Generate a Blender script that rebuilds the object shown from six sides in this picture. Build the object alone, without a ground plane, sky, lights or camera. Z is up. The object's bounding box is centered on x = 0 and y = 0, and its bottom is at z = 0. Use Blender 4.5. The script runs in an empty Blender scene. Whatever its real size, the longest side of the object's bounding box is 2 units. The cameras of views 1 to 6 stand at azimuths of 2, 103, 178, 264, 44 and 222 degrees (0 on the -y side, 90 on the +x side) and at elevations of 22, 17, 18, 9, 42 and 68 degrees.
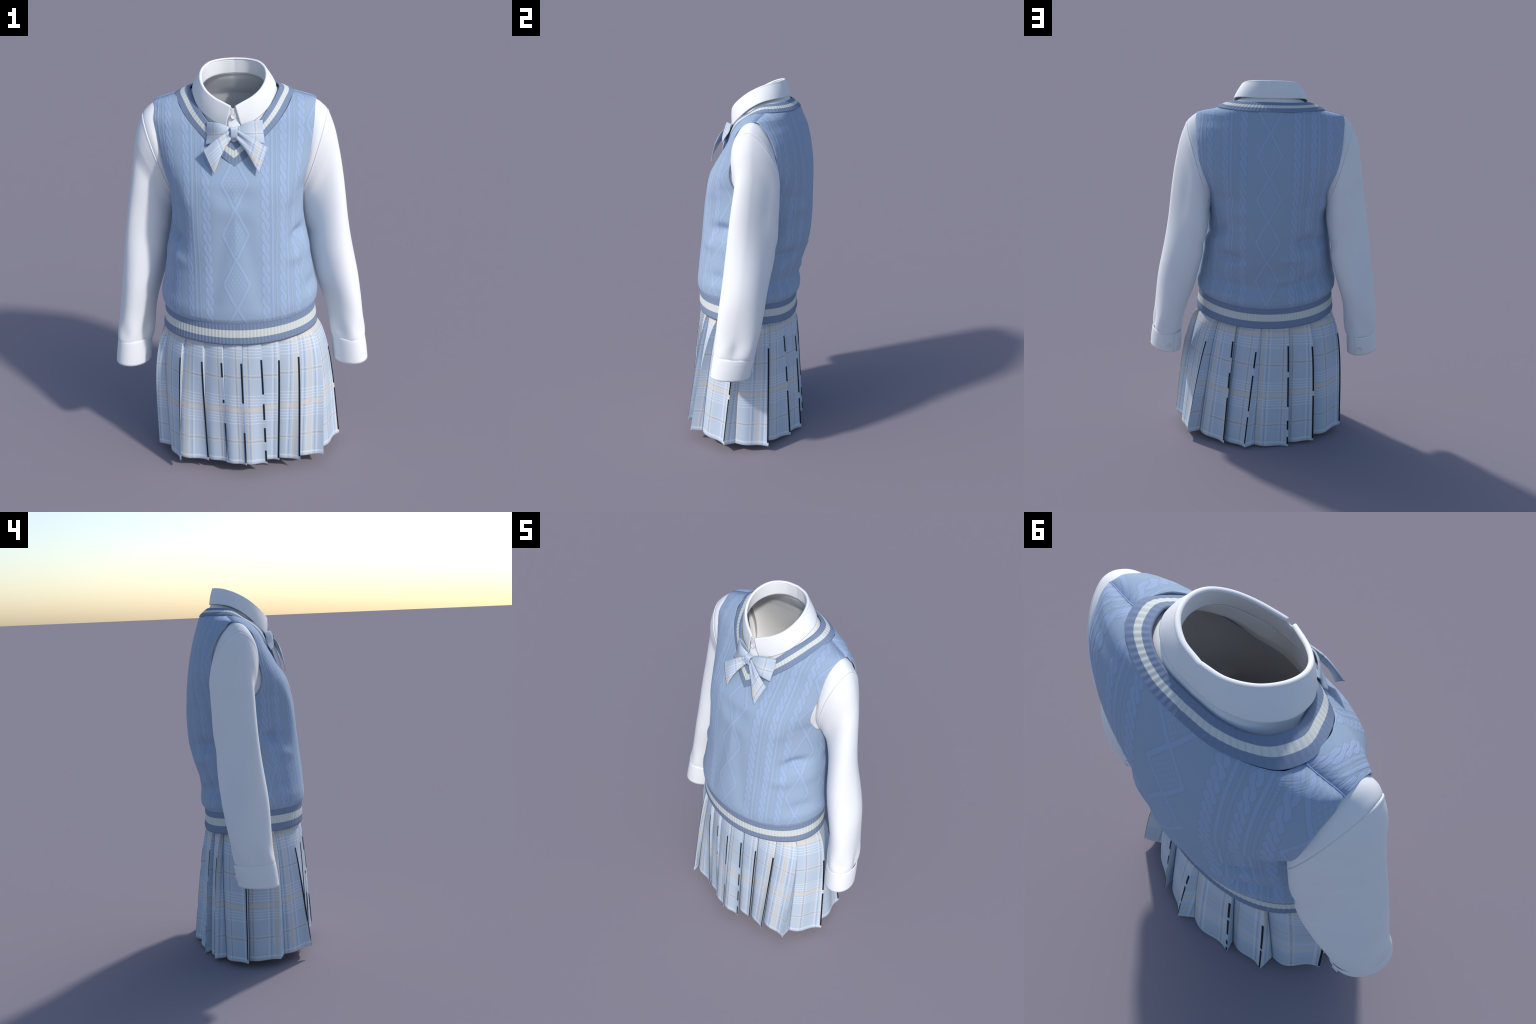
# A school-uniform outfit: knitted slipover over a white shirt, plaid bow, pleated plaid skirt.
# Everything is built from profiles, cross-sections and rules; cloth pieces carry a flat
# "sewing pattern" as their texture mesh so that Generated coordinates follow the cloth.
import bpy, math
import numpy as np

RNG = np.random.default_rng(7)
COL = bpy.context.scene.collection

# ------------------------------------------------------------------ small maths helpers
def interp(xs, ys, x):
    """smooth (monotone cubic) interpolation of a profile"""
    xs = np.asarray(xs, float); ys = np.asarray(ys, float); x = np.clip(np.asarray(x, float), xs[0], xs[-1])
    h = np.diff(xs); d = np.diff(ys) / h
    m = np.zeros_like(ys)
    m[0], m[-1] = d[0], d[-1]
    same = d[:-1] * d[1:] > 0
    w1 = 2 * h[1:] + h[:-1]; w2 = h[1:] + 2 * h[:-1]
    with np.errstate(divide='ignore', invalid='ignore'):
        hm = (w1 + w2) / (w1 / d[:-1] + w2 / d[1:])
    m[1:-1] = np.where(same, hm, 0)
    i = np.clip(np.searchsorted(xs, x, side='right') - 1, 0, len(h) - 1)
    t = (x - xs[i]) / h[i]; t2 = t * t; t3 = t2 * t
    return (2*t3-3*t2+1)*ys[i] + (t3-2*t2+t)*h[i]*m[i] + (-2*t3+3*t2)*ys[i+1] + (t3-t2)*h[i]*m[i+1]

def curve3(pts, s, closed=False):
    """Catmull-Rom curve through 3D control points, s in 0..1 by chord length"""
    p = np.asarray(pts, float)
    if closed: p = np.vstack([p, p[:1]])
    L = np.concatenate([[0], np.cumsum(np.linalg.norm(np.diff(p, axis=0), axis=1))]); L /= L[-1]
    s = np.asarray(s, float)
    n = len(p)
    if closed:
        tan = (np.roll(p[:-1], -1, 0) - np.roll(p[:-1], 1, 0)); dl = (np.roll(L[:-1], -1) - np.roll(L[:-1], 1)) % 1.0
        m = tan / dl[:, None]; m = np.vstack([m, m[:1]])
    else:
        m = np.gradient(p, L, axis=0)
    i = np.clip(np.searchsorted(L, s, side='right') - 1, 0, n - 2)
    h = (L[i+1] - L[i])[..., None]; t = ((s - L[i]) / (L[i+1] - L[i]))[..., None]
    t2 = t * t; t3 = t2 * t
    return (2*t3-3*t2+1)*p[i] + (t3-2*t2+t)*h*m[i] + (-2*t3+3*t2)*p[i+1] + (t3-t2)*h*m[i+1]

def smooth(a, b, x):
    t = np.clip((x - a) / (b - a), 0, 1)
    return t * t * (3 - 2 * t)

def bump(x, c, w):
    return np.exp(-((x - c) / w) ** 2)

# ------------------------------------------------------------------ node expressions
class X:
    """a float socket in a node tree, with arithmetic"""
    def __init__(self, nt, s): self.nt, self.s = nt, s
    def op(self, name, *o):
        n = self.nt.nodes.new('ShaderNodeMath'); n.operation = name
        for k, v in enumerate((self,) + o):
            if isinstance(v, X): self.nt.links.new(v.s, n.inputs[k])
            else: n.inputs[k].default_value = float(v)
        return X(self.nt, n.outputs[0])
    def lift(self, v):
        n = self.nt.nodes.new('ShaderNodeValue'); n.outputs[0].default_value = float(v); return X(self.nt, n.outputs[0])
    def __add__(s, o): return s.op('ADD', o)
    __radd__ = __add__
    def __sub__(s, o): return s.op('SUBTRACT', o)
    def __rsub__(s, o): return s.lift(o).op('SUBTRACT', s)
    def __mul__(s, o): return s.op('MULTIPLY', o)
    __rmul__ = __mul__
    def __truediv__(s, o): return s.op('DIVIDE', o)
    def __neg__(s): return s.op('MULTIPLY', -1)

class NP:   # the same vocabulary for numpy arrays
    frac = staticmethod(lambda a: a - np.floor(a)); ab = staticmethod(np.abs); sin = staticmethod(np.sin); cos = staticmethod(np.cos)
    mx = staticmethod(np.maximum); mn = staticmethod(np.minimum); sqrt = staticmethod(np.sqrt)
    step = staticmethod(lambda a, b, x: smooth(a, b, x))
class ND:
    frac = staticmethod(lambda a: a.op('FRACT')); ab = staticmethod(lambda a: a.op('ABSOLUTE')); sin = staticmethod(lambda a: a.op('SINE')); cos = staticmethod(lambda a: a.op('COSINE'))
    mx = staticmethod(lambda a, b: a.op('MAXIMUM', b)); mn = staticmethod(lambda a, b: a.op('MINIMUM', b)); sqrt = staticmethod(lambda a: a.op('SQRT'))
    @staticmethod
    def step(a, b, x):
        n = x.nt.nodes.new('ShaderNodeMapRange'); n.interpolation_type = 'SMOOTHSTEP'
        x.nt.links.new(x.s, n.inputs['Value'])
        n.inputs['From Min'].default_value = a; n.inputs['From Max'].default_value = b
        return X(x.nt, n.outputs['Result'])

def srgb(r, g, b):
    return tuple(((c / 255 + 0.055) / 1.055) ** 2.4 if c > 10 else c / 255 / 12.92 for c in (r, g, b)) + (1,)

def new_material(name, colour, rough=0.85):
    m = bpy.data.materials.new(name); m.use_nodes = True
    b = m.node_tree.nodes['Principled BSDF']
    b.inputs['Base Color'].default_value = colour
    b.inputs['Roughness'].default_value = rough
    b.inputs['Specular IOR Level'].default_value = 0.2
    return m, m.node_tree, b

def mix(nt, f, a, b):
    n = nt.nodes.new('ShaderNodeMix'); n.data_type = 'RGBA'
    for sock, v in ((n.inputs[0], f), (n.inputs[6], a), (n.inputs[7], b)):
        if isinstance(v, X): nt.links.new(v.s, sock)
        elif hasattr(v, 'is_output'): nt.links.new(v, sock)
        else: sock.default_value = v
    return n.outputs[2]

def cloth_uv(nt):
    """flat cloth coordinates in metres (texture space is set so that Generated = metres/4 + 0.5)"""
    tc = nt.nodes.new('ShaderNodeTexCoord'); sp = nt.nodes.new('ShaderNodeSeparateXYZ')
    nt.links.new(tc.outputs['Generated'], sp.inputs[0])
    return (X(nt, sp.outputs[0]) - 0.5) * 4.0, (X(nt, sp.outputs[1]) - 0.5) * 4.0, tc

def noise(nt, tc, scale, detail=3, out='Object'):
    n = nt.nodes.new('ShaderNodeTexNoise'); nt.links.new(tc.outputs[out], n.inputs['Vector'])
    n.inputs['Scale'].default_value = scale; n.inputs['Detail'].default_value = detail
    return X(nt, n.outputs['Fac'])

def add_bump(nt, bsdf, h, dist, strength=1.0):
    n = nt.nodes.new('ShaderNodeBump'); n.inputs['Distance'].default_value = dist; n.inputs['Strength'].default_value = strength
    nt.links.new(h.s, n.inputs['Height']); nt.links.new(n.outputs[0], bsdf.inputs['Normal'])

# ------------------------------------------------------------------ knit: diamonds, cables, ribs, bead chains
DIAMONDS = (-0.475, 0.0, 0.402)
CABLES = ((-0.392, .038), (-0.312, .038), (-0.229, .036), (-0.134, .043), (0.139, .043), (0.225, .036), (0.312, .040))
RIBS = (-0.362, -0.199, 0.172, 0.254)
BEADS = (-0.338, -0.177, 0.194, 0.277)
RELIEF = 0.0004
DIAMOND_LONG, DIAMOND_WIDE, CABLE_STEP = 0.2385, 0.060, 0.052

def knit_relief(M, u, v):
    """height 0..1 of the raised stitches and a 0..1 mask of the grooves beside them"""
    p = M.frac(v / DIAMOND_LONG) * 2 - 1                      # -1..1, 0 at the widest place
    reach = (1.035 - M.sqrt(p * p + 0.0012)) * DIAMOND_WIDE
    dots = M.step(0.12, 0.55, M.cos(u * (2*math.pi/0.0185)) * M.cos(v * (2*math.pi/0.031)))
    high, groove = None, None
    def join(h, g):
        nonlocal high, groove
        high = h if high is None else M.mx(high, h)
        groove = g if groove is None else M.mx(groove, g)
    for c in DIAMONDS:
        a = M.ab(u - c)
        d = M.ab(a - reach)
        inside = M.step(0.009, 0.013, reach - a)
        join(M.mx(1 - M.step(0.0058, 0.0095, d), dots * inside * 0.8), (1 - M.step(0.009, 0.0145, d)) * 0.9)
    swing = M.cos(M.frac(v / CABLE_STEP) * math.pi) * 0.26     # two strands that change sides once per step
    for c, w in CABLES:
        a = (u - c) / w
        over, under = M.ab(a - swing), M.ab(a + swing)
        gap = M.step(0.20, 0.25, over) - M.step(0.27, 0.33, over)     # groove round the strand on top
        strand = M.mx(1 - M.step(0.19, 0.25, over), 1 - M.step(0.19, 0.25, under))
        near = M.mn(over, under)
        join(strand * (1 - gap), (1 - M.step(0.28, 0.40, near)) * 0.9)
    for c in RIBS:
        d = M.ab(u - c)
        join(1 - M.step(0.0035, 0.006, d), (1 - M.step(0.007, 0.0115, d)) * 0.8)
    beads = M.cos(v * (2 * math.pi / 0.0105)) * 0.5 + 0.5
    for c in BEADS:
        d = M.ab(u - c)
        join((1 - M.step(0.0028, 0.0055, d)) * (beads * 0.6 + 0.4), (1 - M.step(0.007, 0.0115, d)))
    return high, groove * (1 - high)

KNIT_GROUND, KNIT_RAISED, KNIT_GROOVE = srgb(152, 172, 196), srgb(157, 177, 208), srgb(146, 165, 188)
def knit_material():
    m, nt, b = new_material('cable_knit_wool', KNIT_GROUND, 0.9)
    u, v, tc = cloth_uv(nt)
    h, g = knit_relief(ND, u, v)
    grain = noise(nt, tc, 260, 2)
    c = mix(nt, h, KNIT_GROUND, KNIT_RAISED)
    c = mix(nt, g * 0.8, c, KNIT_GROOVE)
    c = mix(nt, ND.step(0.35, 0.65, grain) * 0.10, c, srgb(126, 147, 180))
    nt.links.new(c, b.inputs['Base Color'])
    b.inputs['Sheen Weight'].default_value = 0.05
    stitch = ND.cos(u * (2*math.pi/0.0045)) * ND.cos(v * (2*math.pi/0.0036))
    add_bump(nt, b, h * 0.8 + stitch * 0.07 + grain * 0.15, 0.0008, 0.35)
    return m

RIB_BLUE, RIB_CREAM = srgb(123, 139, 166), srgb(208, 213, 209)
def rib_material(name, lo, hi):
    """ribbed band; v runs 0..1 across, the cream stripe lies between lo and hi"""
    m, nt, b = new_material(name, RIB_BLUE, 0.9)
    u, v, tc = cloth_uv(nt)
    stripe = ND.step(lo - .012, lo + .012, v) - ND.step(hi - .012, hi + .012, v)
    wave = ND.cos(u * (2 * math.pi / 0.0175))
    blotch = noise(nt, tc, 60, 2)
    c = mix(nt, stripe, RIB_BLUE, RIB_CREAM)
    c = mix(nt, ND.step(0.35, 1.0, wave * (blotch * 0.8 + 0.5)) * 0.16, c, srgb(112, 128, 152))
    nt.links.new(c, b.inputs['Base Color'])
    add_bump(nt, b, wave * -0.5 + noise(nt, tc, 300, 2) * 0.2, 0.0008, 0.35)
    return m

# ------------------------------------------------------------------ plaid
PLAID_BASE, PLAID_WHITE, PLAID_TAN, PLAID_BLUE = srgb(184, 198, 214), srgb(224, 231, 240), srgb(211, 204, 194), srgb(146, 165, 192)
def plaid_material(name, size_u, size_v, skirt=True):
    m, nt, b = new_material(name, PLAID_BASE, 0.85)
    u, v, tc = cloth_uv(nt)
    def line(d, at, hw): return 1 - ND.step(hw * 0.6, hw * 1.4, ND.ab(d - at))
    def sett(t, size, k, whites, blues, broad):
        d = ND.ab(ND.frac(t / size + 0.5) - 0.5) * size
        e = size / 2 - d
        white = None
        for at, hw in whites:
            l = line(d, at * k, hw * k); white = l if white is None else ND.mx(white, l)
        blue = line(e, 0, 0.0034 * k)
        for at, hw in blues: blue = ND.mx(blue, line(d, at * k, hw * k))
        tan = ND.mx(1 - ND.step(broad * k * 0.85, broad * k * 1.15, d), line(e, 0.0092 * k, 0.0032 * k) * 0.9)
        return white, blue, tan
    k = size_v / 0.352
    w1, b1, t1 = sett(u, size_u, k, ((.0150, .0042), (.0405, .0042)), ((.030, .0024),), .0095)
    w2, b2, t2 = sett(v - (0.301 if skirt else 0.0), size_v, k, ((.0265, .0036), (.0425, .0030), (.057, .0030), (.0745, .0030)), (), .0125)
    c = mix(nt, b1 * 0.62, PLAID_BASE, PLAID_BLUE)
    c = mix(nt, b2 * 0.60, c, PLAID_BLUE)
    c = mix(nt, t1 * 0.75, c, PLAID_TAN)
    c = mix(nt, t2 * 0.80, c, PLAID_TAN)
    c = mix(nt, w1 * 0.38, c, PLAID_WHITE)
    c = mix(nt, w2 * 0.42, c, PLAID_WHITE)
    if skirt:
        hem = ND.mx(line(v, 0.019, 0.003), 1 - ND.step(0.0015, 0.004, v))
        c = mix(nt, hem * 0.55, c, PLAID_WHITE)
    thread = noise(nt, tc, 350, 2)
    c = mix(nt, ND.step(0.4, 0.7, thread) * 0.08, c, PLAID_BLUE)
    nt.links.new(c, b.inputs['Base Color'])
    add_bump(nt, b, thread, 0.0006, 0.4)
    return m

def shirt_material():
    m, nt, b = new_material('white_cotton', srgb(233, 235, 238), 0.8)
    tc = nt.nodes.new('ShaderNodeTexCoord')
    f = noise(nt, tc, 420, 2); g = noise(nt, tc, 7, 3)
    c = mix(nt, ND.step(0.3, 0.75, g) * 0.5, srgb(235, 237, 240), srgb(230, 231, 233))
    nt.links.new(c, b.inputs['Base Color'])
    add_bump(nt, b, f, 0.0004, 0.3)
    return m

KNIT = knit_material()
HEM_RIB = rib_material('ribbed_hem_wool', 0.33, 0.65)
NECK_RIB = rib_material('ribbed_neck_wool', 0.36, 0.66)
PLAID = plaid_material('plaid_wool', 0.25, 0.352)
BOW_PLAID = plaid_material('plaid_ribbon', 0.18, 0.21, skirt=False)
SHIRT = shirt_material()
DARK, _nt, _b = new_material('near_black_strip', srgb(34, 39, 47), 0.9)
BUTTON, _nt, _b = new_material('button_plastic', srgb(226, 226, 234), 0.35)
_b.inputs['Specular IOR Level'].default_value = 0.5

# ------------------------------------------------------------------ mesh building
ROOT = bpy.data.objects.new('school_uniform_outfit', None)
COL.objects.link(ROOT)
ROOT['label'] = 'blue cable-knit slipover, white shirt, plaid bow and pleated skirt'
ROOT['category'] = 'school uniform'

def make(name, verts, faces, mat, flat=None, parent=None, thick=0.0, offset=-1.0, sharp=40, rim=True):
    verts = np.asarray(verts, float).reshape(-1, 3)
    me = bpy.data.meshes.new(name)
    me.from_pydata(verts.tolist(), [], [tuple(int(i) for i in f) for f in faces]); me.update()
    me.polygons.foreach_set('use_smooth', [True] * len(me.polygons))
    if sharp: me.set_sharp_from_angle(angle=math.radians(sharp))
    me.materials.append(mat)
    ob = bpy.data.objects.new(name, me); COL.objects.link(ob)
    ob.parent = parent or ROOT
    if flat is not None:
        f = np.asarray(flat, float).reshape(-1, 2)
        tx = bpy.data.meshes.new(name + '_sewing_pattern')
        tx.from_pydata(np.c_[f, np.zeros(len(f))].tolist(), [], [tuple(int(i) for i in q) for q in faces]); tx.update()
        me.texture_mesh = tx
        for q in (me, tx):
            q.use_auto_texspace = False; q.texspace_location = (0, 0, 0); q.texspace_size = (2, 2, 2)
    if flat is not None:          # a vanishing Displace keeps the flat pattern as undeformed coordinates
        d = ob.modifiers.new('drape', 'DISPLACE'); d.strength = 1e-6; d.mid_level = 0.0
    if thick:
        s = ob.modifiers.new('cloth_thickness', 'SOLIDIFY'); s.thickness = thick; s.offset = offset; s.use_rim = rim
    return ob

def grid_faces(m, n, wrap=False, flip=False):
    out = []
    for i in range(m - 1):
        for j in range(n if wrap else n - 1):
            k = (j + 1) % n
            q = (i*n + j, i*n + k, (i+1)*n + k, (i+1)*n + j)
            out.append(q[::-1] if flip else q)
    return out

def grid(name, P, mat, flat=None, wrap=False, flip=False, **kw):
    P = np.asarray(P); return make(name, P.reshape(-1, 3), grid_faces(P.shape[0], P.shape[1], wrap, flip), mat, flat, **kw)

# ------------------------------------------------------------------ torso
# rows of the torso: height, half width front, half width back, y of the chest, y of the back, y of the side
TORSO = np.array([
    (0.690, .388, .388, -.286, .262, -.012),
    (0.760, .377, .377, -.290, .251, -.010),
    (0.822, .371, .371, -.291, .249, -.008),
    (0.838, .377, .377, -.298, .259, -.008),
    (0.855, .384, .384, -.304, .268, -.006),
    (0.890, .386, .386, -.306, .270, -.004),
    (0.940, .376, .376, -.304, .268, .000),
    (0.985, .367, .367, -.301, .270, .003),
    (1.030, .359, .359, -.297, .285, .006),
    (1.100, .347, .347, -.290, .306, .012),
    (1.180, .336, .336, -.284, .322, .020),
    (1.300, .318, .318, -.274, .327, .040),
    (1.420, .326, .326, -.257, .321, .075),
    (1.480, .346, .352, -.240, .315, .090),
    (1.557, .376, .392, -.198, .304, .100),
    (1.620, .395, .406, -.158, .293, .100),
    (1.690, .423, .413, -.116, .277, .100),
    (1.755, .440, .402, -.083, .260, .100),
    (1.800, .408, .392, -.045, .246, .096),
    (1.824, .382, .382, -.018, .238, .090),
    (1.856, .276, .276, .030, .226, .104),
    (1.900, .200, .200, .060, .180, .104)])
TZ = TORSO[:, 0]
def row(k, z): return interp(TZ, TORSO[:, k], z)
def expo(z, front):
    """squareness of the cross-section: rounder at the waist, flatter across the chest"""
    return np.where(front, interp([.69, 1.25, 1.36, 1.52, 1.95], [2.08, 2.10, 2.16, 2.45, 2.45], z),
                    interp([.69, .85, 1.0, 1.25, 1.38, 1.55, 1.70, 1.755, 1.80, 1.83, 1.8555, 1.95], [2.08, 2.0, 1.88, 1.88, 2.05, 2.42, 2.36, 2.2, 1.88, 1.82, 2.0, 2.0], z))
# dents and swellings of the draped knit: side, angle from the front, height, half widths, depth
FOLDS = [(0, 37, 1.320, 11, .150, .015), (0, 45, 1.420, 12, .055, .010), (0, 66, 1.215, 13, .034, -.038), (0, 52, 1.120, 10, .030, .010),
         (0, 71, 0.955, 12, .035, -.012), (0, 4, 1.440, 9, .045, -.011), (-1, 62, 1.385, 10, .035, .010), (0, 80, 1.120, 12, .035, .006),
         (1, 127, 1.235, 13, .034, -.022), (1, 143, 1.085, 14, .028, -.028), (1, 153, 1.330, 11, .030, .010), (1, 142, 1.405, 12, .030, -.008),
         (1, 150, 0.935, 30, .038, -.026), (1, 112, 1.195, 11, .028, -.012), (1, 112, 1.13, 14, .03, .004),
         (-1, 140, 1.172, 15, .040, -.040), (-1, 148, 1.370, 12, .035, -.010), (-1, 157, 1.085, 11, .024, .013), (-1, 164, 0.975, 12, .024, .012),
         (-1, 140, 0.945, 26, .038, -.030), (-1, 116, 1.370, 12, .034, .013), (-1, 118, 1.170, 10, .030, -.014)]

def hem_drop(th, z):
    """the band sits a little higher at the sides and lower at the back"""
    c = np.cos(th)
    d = 0.011 * (1 - c * c) + np.where(c < 0, -0.027 * c * c, 0.0)
    return d * (1 - smooth(0.85, 1.15, z))

def torso(th, z, off=0.0, side=1.0, folds=True):
    """th: 0 = centre front, pi/2 = side, pi = centre back; returns points for x >= 0 (side flips x)"""
    th, z = np.broadcast_arrays(np.asarray(th, float), np.asarray(z, float))
    s, c = np.sin(th), np.cos(th)
    front = c >= 0
    hw = np.where(front, row(1, z), row(2, z)) + off
    ys = row(5, z)
    dep = np.where(front, ys - row(3, z), row(4, z) - ys) + off
    e = 2 / expo(z, front)
    x = hw * np.sign(s) * np.abs(s) ** e
    y = ys - dep * np.sign(c) * np.abs(c) ** e
    if folds:
        deg = np.degrees(np.arctan2(np.abs(s), c))
        sx = np.where(s >= 0, 1.0, -1.0) * side
        f = np.zeros(th.shape)
        for sd, a0, z0, wa, wz, amp in FOLDS:
            f = f + np.where((sx == sd) | (sd == 0), 1.0, 0.0) * amp * bump(deg, a0, wa) * bump(z, z0, wz)
        # tent-like slack falling from the middle of the chest to both sides
        f = f - 0.007 * bump(np.abs(x), 0.03 + (1.38 - z) * 0.19, 0.045) * smooth(1.40, 1.30, z) * smooth(0.84, 0.95, z) * (c > 0)
        k = 1 + f / np.maximum(np.hypot(x, y - ys), .1)
        x = x * k; y = ys + (y - ys) * k
    return np.stack([x * side, y, z + hem_drop(th, z)], -1)

def theta_of(x, z, front):
    hw = row(1, z) if front else row(2, z)
    a = np.arcsin(np.clip((np.clip(x / hw, 0, 1)) ** (expo(z, front) / 2), 0, 1))
    return a if front else math.pi - a

# edges of the knitted panels (half patterns)
V_FRONT = [(0, 1.569), (.045, 1.603), (.092, 1.642), (.139, 1.686), (.204, 1.750), (.252, 1.812), (.2755, 1.8555)]
ARM_FRONT = [(.3222, 1.365), (.3205, 1.390), (.3195, 1.43), (.326, 1.478), (.341, 1.557), (.354, 1.622), (.364, 1.688), (.371, 1.752), (.377, 1.805), (.3815, 1.8235)]
NECK_BACK = [(0, 1.8555), (.118, 1.8555), (.196, 1.8555), (.248, 1.8555), (.2755, 1.8555)]
ARM_BACK = [(.3222, 1.365), (.3225, 1.390), (.327, 1.43), (.341, 1.50), (.358, 1.57), (.369, 1.638), (.377, 1.70), (.382, 1.755), (.3855, 1.80), (.3815, 1.8235)]

def edge_curve(pts, n):
    p = np.array(pts, float); q = np.c_[p, np.zeros(len(p))]
    return curve3(q, np.linspace(0, 1, n))[:, :2]

def knit_panel(name, front):
    """one knitted panel: rows from the hem band to the shoulder seam, columns from side to side"""
    cols = 141                      # per half, centre included
    z0, z_arm, z_neck = 0.826, 1.365, (1.569 if front else None)
    low = np.linspace(z0, z_arm, 120)
    low = z0 + (z_arm - z0) * np.linspace(0, 1, 125) ** 1.08
    n_up = 110
    arm = edge_curve(ARM_FRONT if front else ARM_BACK, n_up)
    if front:
        k = int(n_up * (1.569 - z_arm) / (1.8235 - z_arm) * 1.0)
        v = edge_curve(V_FRONT, n_up - k)
        left = np.r_[np.c_[np.zeros(k), np.linspace(z_arm, 1.569, k + 1)[:-1]], v]
    else:
        k = int(n_up * 0.86)
        b = edge_curve(NECK_BACK, n_up - k)
        left = np.r_[np.c_[np.zeros(k), np.linspace(z_arm, 1.8555, k + 1)[:-1]], b]
    thL = theta_of(left[:, 0], left[:, 1], front); thR = theta_of(arm[:, 0], arm[:, 1], front)
    thR[-1] = math.pi / 2; thL[-1] = math.pi / 2; thR[0] = math.pi / 2
    zero = 0.0 if front else math.pi
    thL = np.r_[np.full(len(low) - 1, zero), thL]; thR = np.r_[np.full(len(low) - 1, math.pi / 2), thR]
    zL = np.r_[low[:-1], left[:, 1]]; zR = np.r_[low[:-1], arm[:, 1]]
    s = np.linspace(0, 1, cols)
    TH = thL[:, None] + (thR - thL)[:, None] * s; Z = zL[:, None] + (zR - zL)[:, None] * s
    if not front:                    # rows of the back sag towards the flat neck line
        pass
    # cloth coordinates: arc length from the centre line, height along the cloth
    def cloth(side):
        t = np.linspace(0, 1, 60)
        tt = (TH - zero)[..., None] * t + zero
        q = torso(tt, Z[..., None], 0, side, folds=False)
        return np.linalg.norm(np.diff(q[..., :2], axis=2), axis=3).sum(2)
    U = cloth(1.0)
    zs = np.linspace(0.7, 1.95, 400); yy = row(3 if front else 4, zs)
    arc = np.r_[0, np.cumsum(np.hypot(np.diff(zs), np.diff(yy)))] + 0.7
    V = np.interp(Z, zs, arc)
    # above the bust the height is measured along the cloth itself, so the pattern runs on over the shoulder
    q = torso(TH, Z, 0, 1.0, folds=False)
    step = np.sqrt(np.maximum((np.diff(q, axis=0) ** 2).sum(2) - np.diff(U, axis=0) ** 2, 1e-8))
    r0 = int(np.argmin(np.abs(zL - 1.30)))
    V[r0 + 1:] = V[r0] + np.cumsum(step[r0:], axis=0)
    if front: V = V - np.interp(1.148, zs, arc)
    else: V = (V - np.interp(1.306, zs, arc)) * 1.055
    P, F = [], []
    for side in (-1.0, 1.0):
        p = torso(TH, Z, 0.0, side)
        u = U * side if front else -U * side
        fl = np.stack([u, V], -1)
        if side < 0: p, fl = p[:, ::-1], fl[:, ::-1]
        # raise the stitches along the outward surface normal
        N = np.cross(np.gradient(p, axis=1), np.gradient(p, axis=0))
        N /= np.maximum(np.linalg.norm(N, axis=2, keepdims=True), 1e-9)
        if not front: N = -N
        h, g = knit_relief(NP, fl[..., 0], fl[..., 1])
        fade = np.ones(p.shape[:2]); fade[:3] = 0
        p = p + N * (h * RELIEF - g * RELIEF * 0.5)[..., None] * fade[..., None]
        P.append(p); F.append(fl)
    m = len(zL); whole = np.abs(left[:, 0]) < 1e-6
    joined = np.r_[np.ones(len(low) - 1, bool), whole]          # rows where both halves share the centre line
    for r in range(m):
        if joined[r]: P[0][r, -1, 0] = 0.0
    idx = np.arange(m * 2 * cols).reshape(m, 2 * cols)
    idx[joined, cols] = idx[joined, cols - 1]
    faces = []
    for j in [*range(cols - 1), *range(cols, 2 * cols - 1)]:
        q = np.stack([idx[:-1, j], idx[:-1, j + 1], idx[1:, j + 1], idx[1:, j]], 1)
        faces.append(q if front else q[:, ::-1])
    faces = np.concatenate(faces)
    V3 = np.concatenate(P, 1).reshape(-1, 3); F2 = np.concatenate(F, 1).reshape(-1, 2)
    used = np.unique(faces); back = np.full(len(V3), -1); back[used] = np.arange(len(used))
    return make(name, V3[used], back[faces], KNIT, F2[used], thick=0.006, sharp=60)

vest = bpy.data.objects.new('knitted_slipover', None); COL.objects.link(vest); vest.parent = ROOT
f = knit_panel('front_panel', True); f.parent = vest
f = knit_panel('back_panel', False); f.parent = vest

# raised seams at shoulders and sides
def cord(name, pts, r, mat, parent, n=60, seg=8):
    s = np.linspace(0, 1, n); c = curve3(pts, s)
    t = np.gradient(c, axis=0); t /= np.linalg.norm(t, axis=1, keepdims=True)
    a = np.cross(t, [0.13, 0.2, 0.97]); a /= np.linalg.norm(a, axis=1, keepdims=True); b = np.cross(t, a)
    ang = np.linspace(0, 2*math.pi, seg, endpoint=False)
    P = c[:, None] + r * (np.cos(ang)[None, :, None] * a[:, None] + np.sin(ang)[None, :, None] * b[:, None])
    return grid(name, P, mat, flat=np.zeros((n * seg, 2)) + 0.105, wrap=True, parent=parent)
SEAM_WOOL, _nt, _b = new_material('seam_wool', srgb(146, 170, 208), 0.9)
for sx in (1, -1):
    zz = np.linspace(1.8235, 1.8555, 8)
    cord('shoulder_seam', [torso(math.pi/2, z, 0.000, sx) for z in zz], 0.0016, SEAM_WOOL, vest)
    zz = np.linspace(0.835, 1.36, 24)
    cord('side_seam', [torso(math.pi/2, z, -0.001, sx) for z in zz], 0.0016, SEAM_WOOL, vest)

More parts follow.
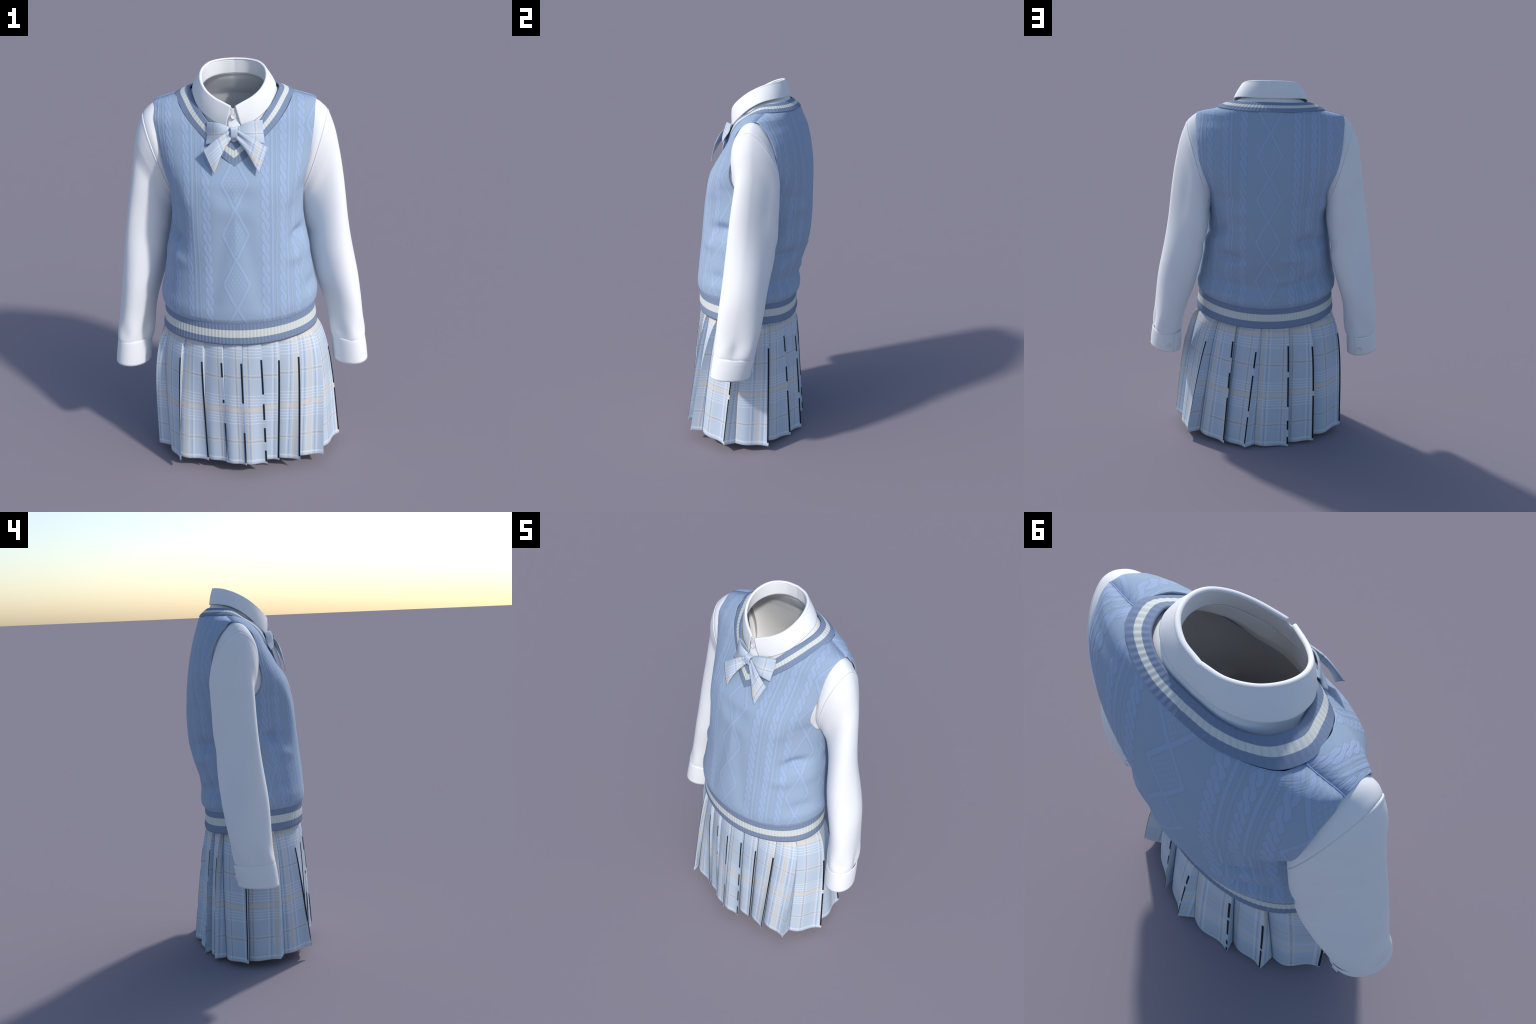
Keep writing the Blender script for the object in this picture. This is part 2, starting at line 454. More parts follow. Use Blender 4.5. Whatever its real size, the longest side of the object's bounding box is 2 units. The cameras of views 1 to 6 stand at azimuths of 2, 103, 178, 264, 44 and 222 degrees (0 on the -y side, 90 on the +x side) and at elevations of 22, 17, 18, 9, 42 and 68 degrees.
# hem band of the slipover
def hem_band():
    n, m = 720, 17
    th = np.linspace(0, 2*math.pi, n, endpoint=False)
    t = np.linspace(0, 1, m)
    z = 0.714 + t * 0.124
    T, Z = np.meshgrid(th, z)
    side = np.where(np.sin(T) >= 0, 1, 1)
    P = torso(T, Z, 0.0, 1.0, folds=False)
    c = P - np.array([0, -0.01, 0]); c[..., 2] = 0
    rr = np.linalg.norm(c, axis=2, keepdims=True)
    L = np.r_[0, np.cumsum(np.linalg.norm(np.diff(P[0], axis=0), axis=1))]
    U = np.broadcast_to(L, T.shape)
    ribs = (0.0006 * smooth(1.0, 0.85, t))[:, None] * np.cos(U * 2*math.pi / 0.0175)
    edge = -0.008 * (smooth(0.90, 1.0, t) + smooth(0.04, 0.0, t) * 0.3)[:, None]
    wob = 0.0025 * np.sin(T * 5 + 1) * (1 - t)[:, None]
    P = P + c / rr * (0.001 - ribs + edge + wob)[..., None]
    F = np.stack([U, np.broadcast_to(t[:, None], T.shape)], -1)
    return grid('hem_band', P, HEM_RIB, F, wrap=True, thick=0.006, parent=vest)
hem_band()

# V-neck rib
NECK_OUT = [(0, -.187, 1.568), (.045, -.172, 1.604), (.092, -.146, 1.643), (.139, -.113, 1.688), (.204, -.068, 1.751), (.252, .000, 1.813),
            (.2765, .098, 1.8575), (.248, .155, 1.859), (.190, .192, 1.858), (.110, .220, 1.857), (0, .228, 1.856)]
NECK_IN = [(0, -.150, 1.672), (.030, -.143, 1.690), (.063, -.130, 1.712), (.110, -.104, 1.752), (.156, -.060, 1.806), (.188, .010, 1.846),
           (.207, .075, 1.886), (.185, .125, 1.894), (.143, .157, 1.896), (.080, .176, 1.897), (0, .181, 1.898)]
def matched(pts, n):
    """curve whose parameter follows the control points, so that both edges stay paired"""
    p = np.array(pts, float); k = np.arange(len(p)) / (len(p) - 1)
    s = np.linspace(0, 1, n)
    return np.stack([interp(k, p[:, i], s) for i in range(3)], -1)
def paired(ptsA, ptsB, n):
    A = np.array(ptsA, float); L = np.r_[0, np.cumsum(np.linalg.norm(np.diff(A, axis=0), axis=1))]; L /= L[-1]
    s = np.linspace(0, 1, n)
    def cr(P):
        P = np.array(P, float); m = np.gradient(P, L, axis=0)
        i = np.clip(np.searchsorted(L, s, side='right') - 1, 0, len(L) - 2); h = (L[i+1]-L[i])[:, None]; t = ((s-L[i])/(L[i+1]-L[i]))[:, None]
        return (2*t**3-3*t**2+1)*P[i] + (t**3-2*t**2+t)*h*m[i] + (-2*t**3+3*t**2)*P[i+1] + (t**3-t**2)*h*m[i+1]
    return cr(ptsA), cr(ptsB)

def neck_rib():
    n, m = 230, 15
    A, B = paired(NECK_OUT, NECK_IN, n)
    halves = []
    t = np.r_[-0.07, np.linspace(0, 1, m - 1)]
    P = A[None] + (B - A)[None] * t[:, None, None]
    d = np.gradient(P, axis=1); e = np.gradient(P, axis=0)
    N = np.cross(d, e); N /= np.maximum(np.linalg.norm(N, axis=2, keepdims=True), 1e-9)
    L = np.r_[0, np.cumsum(np.linalg.norm(np.diff((A + B) / 2, axis=0), axis=1))]
    ribs = 0.0005 * np.cos(L * 2*math.pi / 0.0175)
    puff = 0.002 * np.sin(math.pi * np.clip(t, 0, 1)) + 0.0012 * (1 - t) + 0.0006; puff[0] = -0.012
    sgn = np.sign((N[m//2, n//3] * np.array([0.4, -0.5, 0.7])).sum())
    P = P + sgn * N * (puff[:, None] - ribs[None] * np.sin(math.pi * np.clip(t, 0, 1))[:, None] ** .5)[..., None]
    P[:, 0, 0] = 0; P[:, -1, 0] = 0
    M = P * np.array([-1, 1, 1])
    Q = np.concatenate([M[:, ::-1], P[:, 1:]], 1)
    LL = np.r_[-L[::-1], L[1:]]
    # closes at the back: drop the doubled column there
    F = np.stack([np.broadcast_to(LL, Q.shape[:2]), np.broadcast_to(t[:, None], Q.shape[:2])], -1)
    return grid('neck_rib', Q, NECK_RIB, F, thick=0.005, parent=vest, sharp=50)
neck_rib()

# ------------------------------------------------------------------ shirt
shirt = bpy.data.objects.new('white_shirt', None); COL.objects.link(shirt); shirt.parent = ROOT

def mirror_loop(half):
    """half loop from centre back over +x to centre front -> closed loop"""
    h = np.asarray(half); m = h[1:-1][::-1] * np.array([-1, 1, 1])
    return np.concatenate([h, m], 0)

def half_curve(pts, n=61):
    return paired(pts, pts, n)[0]

COLLAR_TOP = [(0, .150, 2.000), (.066, .137, 1.998), (.120, .100, 1.990), (.150, .045, 1.969), (.154, -.012, 1.938), (.132, -.063, 1.900), (.085, -.103, 1.866), (.040, -.124, 1.846), (.011, -.136, 1.833)]
LEAF_LOW = [(0, .168, 1.916), (.080, .161, 1.916), (.149, .128, 1.913), (.188, .072, 1.898), (.186, .008, 1.862), (.158, -.050, 1.812), (.108, -.093, 1.771), (.066, -.114, 1.748), (.035, -.125, 1.736)]
STAND_LOW = [(0, .153, 1.930), (.064, .142, 1.928), (.119, .104, 1.918), (.151, .048, 1.897), (.156, -.012, 1.867), (.136, -.064, 1.830), (.087, -.104, 1.793), (.042, -.122, 1.772), (0, -.128, 1.762)]
YOKE = [(0, .170, 1.904), (.085, .163, 1.902), (.150, .131, 1.895), (.190, .075, 1.876), (.186, .008, 1.838), (.152, -.052, 1.785), (.098, -.100, 1.735), (.048, -.128, 1.702), (0, -.142, 1.685)]
UNDER = [(0, .205, 1.852), (.115, .198, 1.850), (.200, .160, 1.848), (.252, .092, 1.846), (.238, .005, 1.800), (.188, -.068, 1.735), (.120, -.118, 1.668), (.060, -.150, 1.620), (0, -.165, 1.590)]

def collar():
    n = 90
    top, low = paired(COLLAR_TOP, LEAF_LOW, n)
    for side in (1, -1):
        pass
    _, stand = paired(COLLAR_TOP, STAND_LOW[:-1] + [(.006, -.126, 1.764)], n)
    cen = np.array([0, 0.01, 0])
    inward = cen - top; inward[:, 2] = 0; inward /= np.linalg.norm(inward, axis=1, keepdims=True)
    # fall: from just inside the fold, over the rounded fold, down to the collar edge
    rows = []
    for t in np.linspace(0, 1, 9):            # rounded fold
        a = math.pi * (1 - t)
        rows.append(top + inward * 0.0032 * (1 + math.cos(math.pi * t)) + np.array([0, 0, 1]) * (-0.004 + 0.004 * math.sin(a)))
    for t in np.linspace(0.06, 1, 18):
        p = top + (low - top) * t
        p = p - inward * (0.003 * math.sin(math.pi * t)) + np.array([0, 0, -0.004 * (1 - t)])
        rows.append(p)
    R = np.array(rows)
    R2 = np.concatenate([(R * np.array([-1, 1, 1]))[:, ::-1], R[:, 1:]], 1)
    grid('collar_fall', R2, SHIRT, parent=shirt, thick=0.004, sharp=50, flip=True)
    # stand
    rows = []
    for t in np.linspace(0, 1, 14):
        p = (top + inward * 0.005 + np.array([0, 0, -0.004])) * (1 - t) + stand * t
        rows.append(p)
    R = np.array(rows)
    # join the stand across the centre front
    extra = R[:, -1:].copy(); extra[..., 0] = 0; extra[..., 1] -= 0.0015; extra[..., 2] -= 0.006 * (1 - np.linspace(0, 1, 14))[:, None]
    R = np.concatenate([R, extra], 1)
    R2 = np.concatenate([R, (R * np.array([-1, 1, 1]))[:, ::-1][:, 1:-1]], 1)
    grid('collar_stand', R2, SHIRT, parent=shirt, wrap=True, thick=0.003, sharp=50)
collar()

def shirt_body():
    n = 73
    th = np.linspace(math.pi, 0, n)
    rows = []
    st = half_curve(STAND_LOW, n); yo = paired(STAND_LOW, YOKE, n)[1]; un = paired(STAND_LOW, UNDER, n)[1]
    st = paired(STAND_LOW, STAND_LOW, n)[0]
    top_z = np.where(th < math.pi / 2, 1.555 + (1.795 - 1.555) * np.sin(th) ** 1.5, 1.795 + 0.025 * np.cos(th) ** 2)
    def body(q, side=1.0):
        p = torso(th, top_z + (0.80 - top_z) * q, -0.010, side)
        p[:, 0] *= side
        p[:, 0] = np.minimum(p[:, 0], 0.365 - 0.02 * smooth(1.7, 1.5, p[:, 2])); return p
    for t in np.linspace(0, 1, 8)[:-1]: rows.append(st + (yo - st) * t + np.array([0, 0, 1]) * 0.004 * math.sin(math.pi * t))
    for t in np.linspace(0, 1, 8)[:-1]: rows.append(yo + (un - yo) * t)
    b = body(0.0)
    for t in np.linspace(0, 1, 6)[:-1]: rows.append(un + (b - un) * t)
    other = list(rows)
    for q in np.linspace(0, 1, 80): rows.append(body(q)); other.append(body(q, -1.0))
    R = np.array(rows); R_ = np.array(other)
    full = np.concatenate([R, (R_ * np.array([-1, 1, 1]))[:, ::-1][:, 1:-1]], 1)
    ang = np.arctan2(full[..., 0], -(full[..., 1] - .02)); zz = full[..., 2]
    # soft drapes of the shirt inside
    amp = 0.003 * smooth(1.80, 1.7, zz) * smooth(1.4, 1.5, zz)
    w = amp * np.sin(ang * 7 + zz * 6) + amp * 0.7 * np.sin(ang * 4 - zz * 11)
    full[..., 0] -= w * np.sin(ang) + np.abs(amp) * np.sin(ang); full[..., 1] += (w + np.abs(amp)) * np.cos(ang)
    faces = np.array(grid_faces(full.shape[0], full.shape[1], True)); flatv = full.reshape(-1, 3)
    c = flatv[faces].mean(1)
    hole = (((c[:, 1] - .085) / .09) ** 2 + ((c[:, 2] - 1.60) / .185) ** 2 < 1) & (np.abs(c[:, 0]) > .24)
    return make('shirt_body', flatv, faces[~hole], SHIRT, parent=shirt, thick=0.003, sharp=50)
shirt_body()

# front placket with its buttons
def placket():
    pts = [(0, -.1285, 1.822), (0, -.1285, 1.765), (0, -.139, 1.715), (0, -.150, 1.670), (0, -.164, 1.610)]
    c = curve3(pts, np.linspace(0, 1, 26)); w = np.linspace(-0.026, 0.030, 9)
    P = c[:, None] + np.stack([w, 0.10 * np.abs(w) ** 1.15, 0 * w], -1)[None] + np.array([0, -0.001, 0])
    P[:8, :, 2] -= (np.abs(w) * 0.25)[None]
    grid('placket', P, SHIRT, parent=shirt, thick=0.003, flip=True)
placket()

def button_mesh():
    prof = [(0, .0016), (.0022, .0016), (.006, .0018), (.0085, .0024), (.0105, .0042), (.0122, .0044), (.0132, .003), (.0132, -.001)]
    n = 28; a = np.linspace(0, 2*math.pi, n, endpoint=False)
    verts = [(0, 0, .0016)]
    for r, h in prof[1:]: verts += [(r*math.cos(t), r*math.sin(t), h) for t in a]
    faces = [(0, 1 + i, 1 + (i+1) % n) for i in range(n)]
    for k in range(len(prof) - 2):
        b0, b1 = 1 + k*n, 1 + (k+1)*n
        faces += [(b0+i, b1+i, b1+(i+1) % n, b0+(i+1) % n) for i in range(n)]
    nv = len(verts)
    for sx in (-1, 1):                          # two thread knots
        o = len(verts)
        verts += [(sx*.0028 + .0015*math.cos(t), .0015*math.sin(t), h) for h in (.001, .0030) for t in a[::4]]
        k = len(a[::4])
        faces += [(o+i, o+(i+1) % k, o+k+(i+1) % k, o+k+i) for i in range(k)] + [tuple(o+k+i for i in range(k))]
    me = bpy.data.meshes.new('button'); me.from_pydata(verts, [], faces); me.update()
    me.polygons.foreach_set('use_smooth', [True]*len(me.polygons)); me.set_sharp_from_angle(angle=0.7)
    me.materials.append(BUTTON); return me
from mathutils import Vector
BM = button_mesh()
def button(loc, normal, scale=1.0):
    ob = bpy.data.objects.new('button', BM); COL.objects.link(ob); ob.parent = shirt
    ob.location = loc; ob.rotation_mode = 'QUATERNION'; ob.rotation_quaternion = Vector(normal).to_track_quat('Z', 'Y'); ob.scale = (scale,)*3
button((0.001, -.1345, 1.790), (0.0, -1, .12), 0.95)
button((0.001, -.146, 1.686), (0.0, -1, .3), 0.95)

# sleeves: outer/upper point, inner/lower point (x, z), front and back y
SLEEVE = np.array([
    (.335, 1.832, .285, 1.43, -.015, .185),
    (.384, 1.816, .295, 1.38, -.036, .200),
    (.414, 1.793, .300, 1.355, -.042, .207),
    (.434, 1.771, .304, 1.340, -.038, .211),
    (.453, 1.728, .307, 1.325, -.032, .213),
    (.471, 1.67, .310, 1.295, -.022, .214),
    (.492, 1.56, .315, 1.245, -.004, .212),
    (.516, 1.41, .326, 1.175, -.010, .211),
    (.541, 1.235, .340, 1.085, -.020, .207),
    (.566, 1.08, .364, 1.000, -.031, .203),
    (.595, .925, .399, .885, -.040, .194),
    (.614, .79, .431, .78, -.045, .178),
    (.627, .675, .452, .675, -.054, .160),
    (.631, .625, .461, .620, -.060, .152),
    (.627, .606, .466, .598, -.060, .147)])
SEAM_ROW = 3
def sleeve(side):
    kk = np.arange(len(SLEEVE)); n = 72
    rows_k = np.concatenate([np.linspace(0, SEAM_ROW, 22), np.linspace(SEAM_ROW, len(SLEEVE) - 1, 150)[1:]])
    tab = np.stack([interp(kk, SLEEVE[:, i], rows_k) for i in range(6)], -1)
    a = np.linspace(0, 2*math.pi, n, endpoint=False)
    ca, sa = np.cos(a), np.sin(a)
    e = 2 / 2.25
    skew = -interp([.45, .62, .9, 1.3, 1.6, 1.9], [.25, .22, .26, .52, .40, 0.0], tab[:, 1])[:, None] * 1.05
    cu = np.broadcast_to(ca, (len(tab), n)); su = np.sin(a[None] + skew); su = np.sign(su) * np.abs(su) ** 1.1
    O = tab[:, [0, 1]]; I = tab[:, [2, 3]]
    mid = (O + I) / 2; half = (O - I) / 2
    yf, yb = tab[:, 4], tab[:, 5] - (0.008 if side < 0 else 0.0) * smooth(1.8, 1.6, tab[:, 1]) * smooth(.7, 1.0, tab[:, 1])
    ym = (yf + yb) / 2; yr = (yb - yf) / 2
    x = mid[:, :1] + half[:, :1] * cu
    z = mid[:, 1:] + half[:, 1:] * cu
    y = ym[:, None] + yr[:, None] * su
    P = np.stack([x, y, z], -1)
    # drapery: long soft folds, a crease at the armhole seam, gathers above the cuff
    ctr = np.stack([mid[:, 0], ym, mid[:, 1]], -1)[:, None]
    R = P - ctr; R /= np.linalg.norm(R, axis=2, keepdims=True)
    zz = mid[:, 1:]; k = rows_k[:, None]
    ph = 0.4 if side > 0 else 1.7
    f = 0.0045 * np.sin(3 * a + zz * 5 + ph) * smooth(1.65, 1.4, zz)
    f += 0.0035 * np.sin(2 * a - zz * 13 + 2 * ph) * smooth(1.6, 1.3, zz)
    f += 0.005 * np.sin(5 * a + 2.0 + ph) * bump(zz, 0.66, 0.05)
    f += -0.010 * bump(zz, 1.22, 0.05) * smooth(0.2, 1, -ca)
    f += -0.0018 * np.exp(-((k - SEAM_ROW) / 0.08) ** 2)
    f += 0.002 * np.exp(-((k - SEAM_ROW - 0.22) / 0.18) ** 2)
    f += 0.006 * bump(np.cos(a - 2.0), 1, 0.15) * smooth(1.15, 1.4, zz) * smooth(1.75, 1.6, zz) * (1 if side > 0 else .6)
    P = P + R * f[..., None]
    P[..., 0] *= side
    i0 = 21
    grid('shirt_shoulder', P[:i0 + 1], SHIRT, parent=shirt, wrap=True, thick=0.003, sharp=0, flip=side > 0)
    grid('sleeve', P[i0:], SHIRT, parent=shirt, wrap=True, thick=0.003, sharp=0, flip=side > 0)
    # cuff: wraps round once and overlaps at the back, where its button sits
    start = math.radians(112); m = 100
    ang = start + np.linspace(0, 2*math.pi + 0.22, m)
    lay = np.linspace(0, 1, m)
    t = np.linspace(0, 1, 14)
    out = []
    for q in t:
        O1 = np.array([.628 + .018*q, .608 - .112*q]); I1 = np.array([.466 + .011*q, .602 - .122*q])
        yf1, yb1 = -.059 - .014*q, .147 - .022*q
        md, hf = (O1 + I1) / 2, (O1 - I1) / 2
        g = 0.0025 * lay + 0.0006 + 0.0015 * math.sin(math.pi * q) - 0.0022 * (max(0, 0.05 - q) / 0.05)
        ca, sa = np.cos(ang), np.sin(ang)
        cu = ca; su = np.sin(ang - .23)
        x = md[0] - .003 * q + (hf[0] + g) * cu; y = (yf1 + yb1) / 2 + ((yb1 - yf1) / 2 + g) * su
        zc = md[1] + hf[1] * cu - 0.008 * su * (1 - q) + 0.006 * (1 - q)
        out.append(np.stack([x * side, y, zc], -1))
    Q = np.array(out)
    cuff = grid('cuff', Q, SHIRT, parent=shirt, thick=0.0025, flip=side > 0, sharp=50)
    j = m - 6
    c = Q[8, j]; tn = np.cross(Q[8, j+2] - Q[8, j-2], Q[9, j] - Q[7, j]); tn /= np.linalg.norm(tn)
    ctr = np.array([.556 * side, .035, c[2]])
    if np.dot(tn, c - ctr) < 0: tn = -tn
    button(tuple(c + tn * 0.001), tuple(tn), 1.0)
sleeve(1.0); sleeve(-1.0)

# ------------------------------------------------------------------ skirt
# knife pleats, counter-clockwise from the front left: fold tip at the hem, inner end of the return at the hem,
# fold at the waist (x, y), place of the broad tan stripe on the panel
PLEATS = [
    ((-.312, -.278, .057), (-.322, -.228, .058), (-.277, -.185), .050, .006),
    ((-.168, -.277, .057), (-.180, -.250, .058), (-.180, -.243), .042, .004),
    ((-.068, -.306, .064), (-.076, -.299, .064), (-.085, -.272), -.036, .003),
    ((.025, -.338, .068), (.015, -.324, .068), (.012, -.283), -.056, .002),
    ((.127, -.322, .066), (.085, -.271, .066), (.106, -.272), .156, .003),
    ((.187, -.285, .061), (.154, -.240, .062), (.195, -.243), .105, .006),
    ((.292, -.293, .063), (.251, -.234, .062), (.285, -.188), .112, .008),
    ((.411, -.240, .063), (.398, -.172, .060), (.348, -.105), .083, .030),
    ((.505, -.017, .050), (.459, .036, .047), (.377, .035), .185, .022),
    ((.426, .218, .036), (.354, .176, .030), (.264, .158), .120, .014),
    ((.215, .300, .015), (.222, .243, .015), (.165, .226), .050, -.002),
    ((.098, .339, .013), (.046, .296, .010), (.020, .258), -.015, .000),
    ((-.144, .299, .0005), (-.128, .250, .006), (-.135, .233), .020, .001),
    ((-.287, .256, .017), (-.288, .188, .020), (-.240, .184), .155, .018),
    ((-.450, .088, .033), (-.402, .078, .033), (-.372, .060), -.045, .022),
    ((-.441, -.087, .043), (-.374, -.117, .045), (-.365, -.090), .150, .030)]
# stretches of each fold edge that carry a near-black strip (0 waist .. 1 hem)
DARK_STRETCHES = [[(.16, .95)], [(.16, .97)], [(.15, .265), (.455, .48), (.655, .98)], [(.145, .47), (.72, .98)],
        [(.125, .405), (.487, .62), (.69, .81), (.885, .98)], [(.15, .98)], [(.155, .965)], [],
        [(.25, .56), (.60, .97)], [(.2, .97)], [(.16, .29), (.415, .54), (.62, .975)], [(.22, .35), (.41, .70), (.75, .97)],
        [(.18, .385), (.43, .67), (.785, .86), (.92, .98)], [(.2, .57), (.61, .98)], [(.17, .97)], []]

skirt = bpy.data.objects.new('pleated_skirt', None); COL.objects.link(skirt); skirt.parent = ROOT
Z_TOP = 0.775
BELLY = {14: 0.010}          # panels that swing outwards
def skirt_parts():
    nt_, n1, n2 = 70, 26, 9
    t = np.linspace(0, 1, nt_)
    N = len(PLEATS)
    cen = np.array([0, -0.01])
    def rail(hem, top, shrink, swell):
        h = np.array(hem); w = np.array(top)
        d = (w - cen); w2 = cen + d * (1 - shrink / np.linalg.norm(d))
        p0 = np.array([w2[0], w2[1], Z_TOP])
        p = p0[None] * (1 - t[:, None]) + h[None] * t[:, None]
        rad = p[:, :2] - cen; rad /= np.linalg.norm(rad, axis=1, keepdims=True)
        p[:, :2] += rad * (swell * np.sin(math.pi * np.clip((t - 0.095) / 0.905, 0, 1) ** 0.55))[:, None]
        return p
    tips = [rail(p[0], p[2], 0.009 + 0.006 * (p[2][1] > .1) + 0.013 * (p[2][1] > .2), p[4] + 0.012 - 0.005 * (p[0][1] < -.25)) for p in PLEATS]
    vals = [rail(p[1], (np.array(p[2]) + np.array([-(p[2][1]), p[2][0]]) * 0.012), 0.024 + 0.007 * (p[2][1] > .1) + 0.006 * (p[2][1] > .2), p[4] * 0.7 + 0.008 - 0.004 * (p[0][1] < -.25)) for p in PLEATS]
    for i in range(N):
        A, B, C = vals[i - 1], tips[i], vals[i]
        s = np.linspace(0, 1, n1)
        chord = B - A; wid = np.linalg.norm(chord, axis=1)
        nrm = np.stack([chord[:, 1], -chord[:, 0], 0 * t], -1); nrm /= np.linalg.norm(nrm, axis=1, keepdims=True)
        mid = (A + B) / 2
        sg = np.sign((nrm[:, :2] * (mid[:, :2] - cen)).sum(1)); nrm *= sg[:, None]
        bow = (0.06 * wid * (1 - t))[:, None] * np.sin(math.pi * s)[None]
        sw = (0.05 * wid * smooth(.1, .9, t))[:, None] * np.sin(2 * math.pi * s)[None] + (0.03 * wid * t)[:, None] * np.sin(math.pi * s)[None]
        sw = sw + BELLY.get(i, 0) * (np.sin(math.pi * s ** 0.7) ** 1.2)[None] * smooth(0, .3, t)[:, None]
        P = A[:, None] + chord[:, None] * s[None, :, None] + nrm[:, None] * (bow + sw)[..., None]
        ph = PLEATS[i][3]
        U = s[None] * (wid * 0.35 + wid[-1] * 0.65)[:, None] - ph
        s2 = np.linspace(0, 1, n2)
        P2 = B[:, None] + (C - B)[:, None] * s2[None, :, None]
        wid2 = np.linalg.norm(C - B, axis=1)
        U2 = U[:, -1:] + s2[None, 1:] * np.maximum(wid2, 0.01)[:, None]
        Q = np.concatenate([P, P2[:, 1:]], 1); UU = np.concatenate([U, U2], 1)
        slant = np.linalg.norm(B[0] - B[-1])
        V = np.broadcast_to(((1 - t) * slant)[:, None], UU.shape)
        pl = grid('pleat', Q, PLAID, np.stack([UU, V], -1), thick=0.003, offset=-1, sharp=32, parent=skirt, flip=True)
        # near-black strips laid on the panel face along the fold edge
        for a, b in DARK_STRETCHES[i]:
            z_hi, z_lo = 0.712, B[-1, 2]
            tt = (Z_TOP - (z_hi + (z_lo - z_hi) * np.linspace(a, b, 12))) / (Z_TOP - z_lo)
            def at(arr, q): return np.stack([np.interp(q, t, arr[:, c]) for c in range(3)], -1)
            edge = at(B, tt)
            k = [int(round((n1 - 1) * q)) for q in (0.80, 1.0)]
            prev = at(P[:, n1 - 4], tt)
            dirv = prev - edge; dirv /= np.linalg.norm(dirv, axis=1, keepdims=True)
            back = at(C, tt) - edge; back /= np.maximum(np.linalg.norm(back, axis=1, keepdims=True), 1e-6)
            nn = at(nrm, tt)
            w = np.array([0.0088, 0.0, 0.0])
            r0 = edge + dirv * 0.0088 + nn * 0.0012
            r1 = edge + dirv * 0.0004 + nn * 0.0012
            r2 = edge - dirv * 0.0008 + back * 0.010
            gap = make('dark_edge_strip', np.stack([r0, r1], 1), grid_faces(12, 2), DARK, parent=skirt, thick=0.0008, offset=0, sharp=30)
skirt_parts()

# ------------------------------------------------------------------ bow
bow = bpy.data.objects.new('plaid_bow', None); COL.objects.link(bow); bow.parent = ROOT
def tail(side, corner, tip):
    k0, k1 = np.array([.016*side, -.160, 1.733]), np.array([.006*side, -.162, 1.700])
    m, n = 30, 22
    s = np.linspace(0, 1, m)[:, None, None]; t = np.linspace(0, 1, n)[None, :, None]
    c, p = np.array(corner), np.array(tip)
    up = curve3([k0, k0 * .55 + c * .45 + np.array([0, -.007, .006]), c], s[:, 0, 0])[:, None]
    lo = curve3([k1, k1 * .6 + p * .4 + np.array([.010*side, -.010, .0]), k1 * .25 + p * .75 + np.array([.006*side, -.010, .0]), p], s[:, 0, 0])[:, None]
    P = up + (lo - up) * t
    w = np.sin(math.pi * t)
    P = P + np.array([0, -1, 0]) * (0.006 * w * np.sin(math.pi * np.clip(s * .85, 0, 1)) + 0.006 * np.sin(3*math.pi*t) * (1 - s) ** 1.5)
    L = np.linalg.norm(c - k0)
    F = np.stack([np.broadcast_to((s * .125)[..., 0], (m, n)), np.broadcast_to((t * .085 * (0.35 + .65*s))[..., 0], (m, n))], -1)
    F = F - np.array([.092, .055]) if side > 0 else F - np.array([.035, .070])
    grid('ribbon_tail', P, BOW_PLAID, F, thick=0.0025, offset=0, parent=bow, flip=side < 0)
tail(1, (.152, -.191, 1.657), (.111, -.224, 1.548))
tail(-1, (-.138, -.191, 1.649), (-.091, -.217, 1.544))
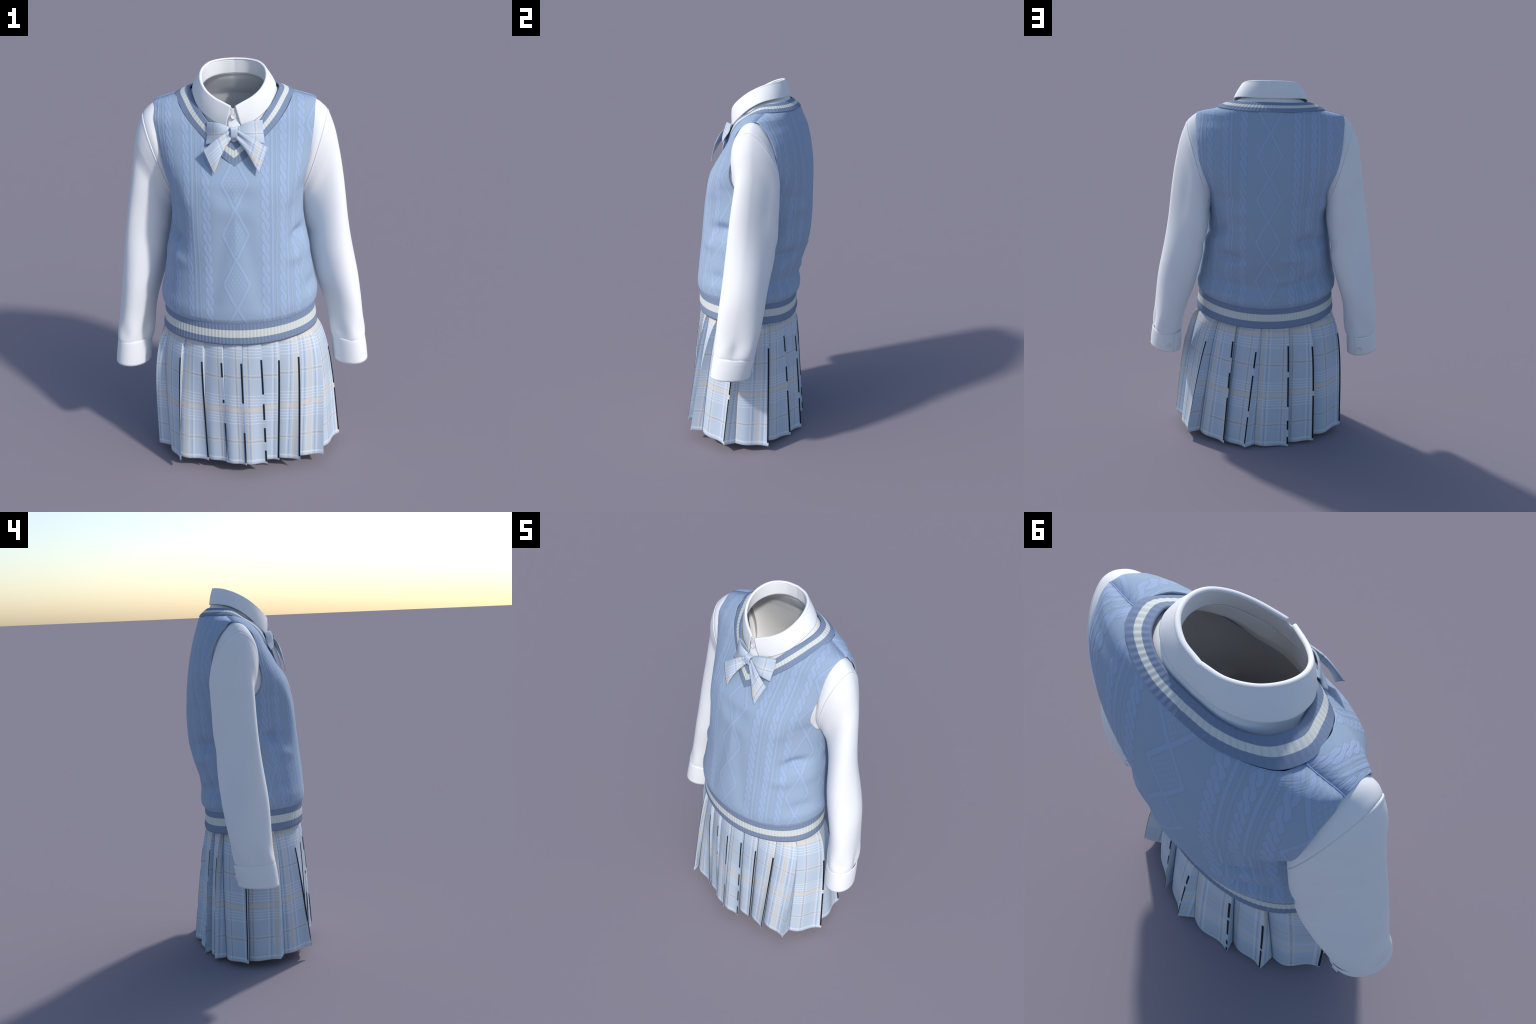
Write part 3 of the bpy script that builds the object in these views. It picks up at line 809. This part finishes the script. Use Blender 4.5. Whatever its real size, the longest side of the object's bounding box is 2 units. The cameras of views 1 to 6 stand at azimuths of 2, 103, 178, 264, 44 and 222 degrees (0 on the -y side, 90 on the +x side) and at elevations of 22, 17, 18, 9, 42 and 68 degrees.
def loop(side, top, bot):
    """ribbon led outwards, round the outer fold and back behind the knot; open above and below"""
    m, n = 61, 18
    s = np.linspace(0, 1, m); t = np.linspace(0, 1, n)
    out = (1 - np.cos(2 * math.pi * s)) / 2                       # 0 at the knot, 1 at the fold
    kt, kb = np.array([.010*side, -.143, 1.738]), np.array([.010*side, -.149, 1.702])
    top, bot = np.array(top), np.array(bot)
    T = curve3([kt, kt*.55 + top*.45 + np.array([0, -.006, .010]), top], out)
    B = curve3([kb, kb*.5 + bot*.5 + np.array([0, -.004, -.010]), bot], out)
    nrm = np.array([.22*side, -1, .30]); nrm /= np.linalg.norm(nrm)
    depth = 0.017 * np.sin(2 * math.pi * s) * (0.35 + 0.65 * np.sin(math.pi * out) ** .8)
    depth = np.where(depth < 0, depth * 0.35, depth)
    P = B[:, None] + (T - B)[:, None] * t[None, :, None] + nrm * depth[:, None, None]
    roll = np.sin(math.pi * t)[None] * 0.011 * (1 - out)[:, None] * np.where(s < 0.5, 1.0, -0.15)[:, None]      # gathered at the knot
    wave = 0.0035 * np.sin(2.2 * math.pi * t + (0.5 if side > 0 else 2.1))[None] * out[:, None]
    P = P + nrm * (roll + wave)[..., None]
    F = np.stack([np.broadcast_to((out * .115 + (s > .5) * 0.05)[:, None], (m, n)), np.broadcast_to((t[None] - .5) * 0.096 * (.55 + .45 * out[:, None]), (m, n))], -1)
    F = F - np.array([.170, .098])
    grid('ribbon_loop', P, BOW_PLAID, F, thick=0.002, offset=0, parent=bow, flip=side < 0, sharp=60)
loop(1, (.130, -.106, 1.764), (.138, -.150, 1.665))
loop(-1, (-.121, -.104, 1.758), (-.128, -.136, 1.661))
def knot():
    m, n = 22, 40
    x = np.linspace(-1, 1, m); a = np.linspace(0, 2*math.pi, n, endpoint=False)
    cu = np.sign(np.cos(a)) * np.abs(np.cos(a)) ** .75; su = np.sign(np.sin(a)) * np.abs(np.sin(a)) ** .75
    P = np.zeros((m, n, 3))
    for i, q in enumerate(x):
        k = 1 - 0.18 * (1 - q*q) * 0 - 0.10 * abs(q) ** 6
        pinch = 1 - 0.05 * (1 - q * q)
        P[i, :, 0] = .003 + q * .0165 * (1 + 0.06 * np.cos(2*a))
        P[i, :, 1] = -.158 + .019 * k * su
        P[i, :, 2] = 1.719 + .028 * k * pinch * cu + .25 * .021 * su * -1 * .3
    F = np.stack([np.broadcast_to(x[:, None] * .016, (m, n)), np.broadcast_to(a[None] * .02, (m, n))], -1) + np.array([.043, -.045])
    F[..., 1] = .040 + 0.004 * np.cos(a)[None]
    grid('ribbon_knot', P, BOW_PLAID, F, wrap=True, thick=0.002, parent=bow, sharp=50, flip=True)
knot()
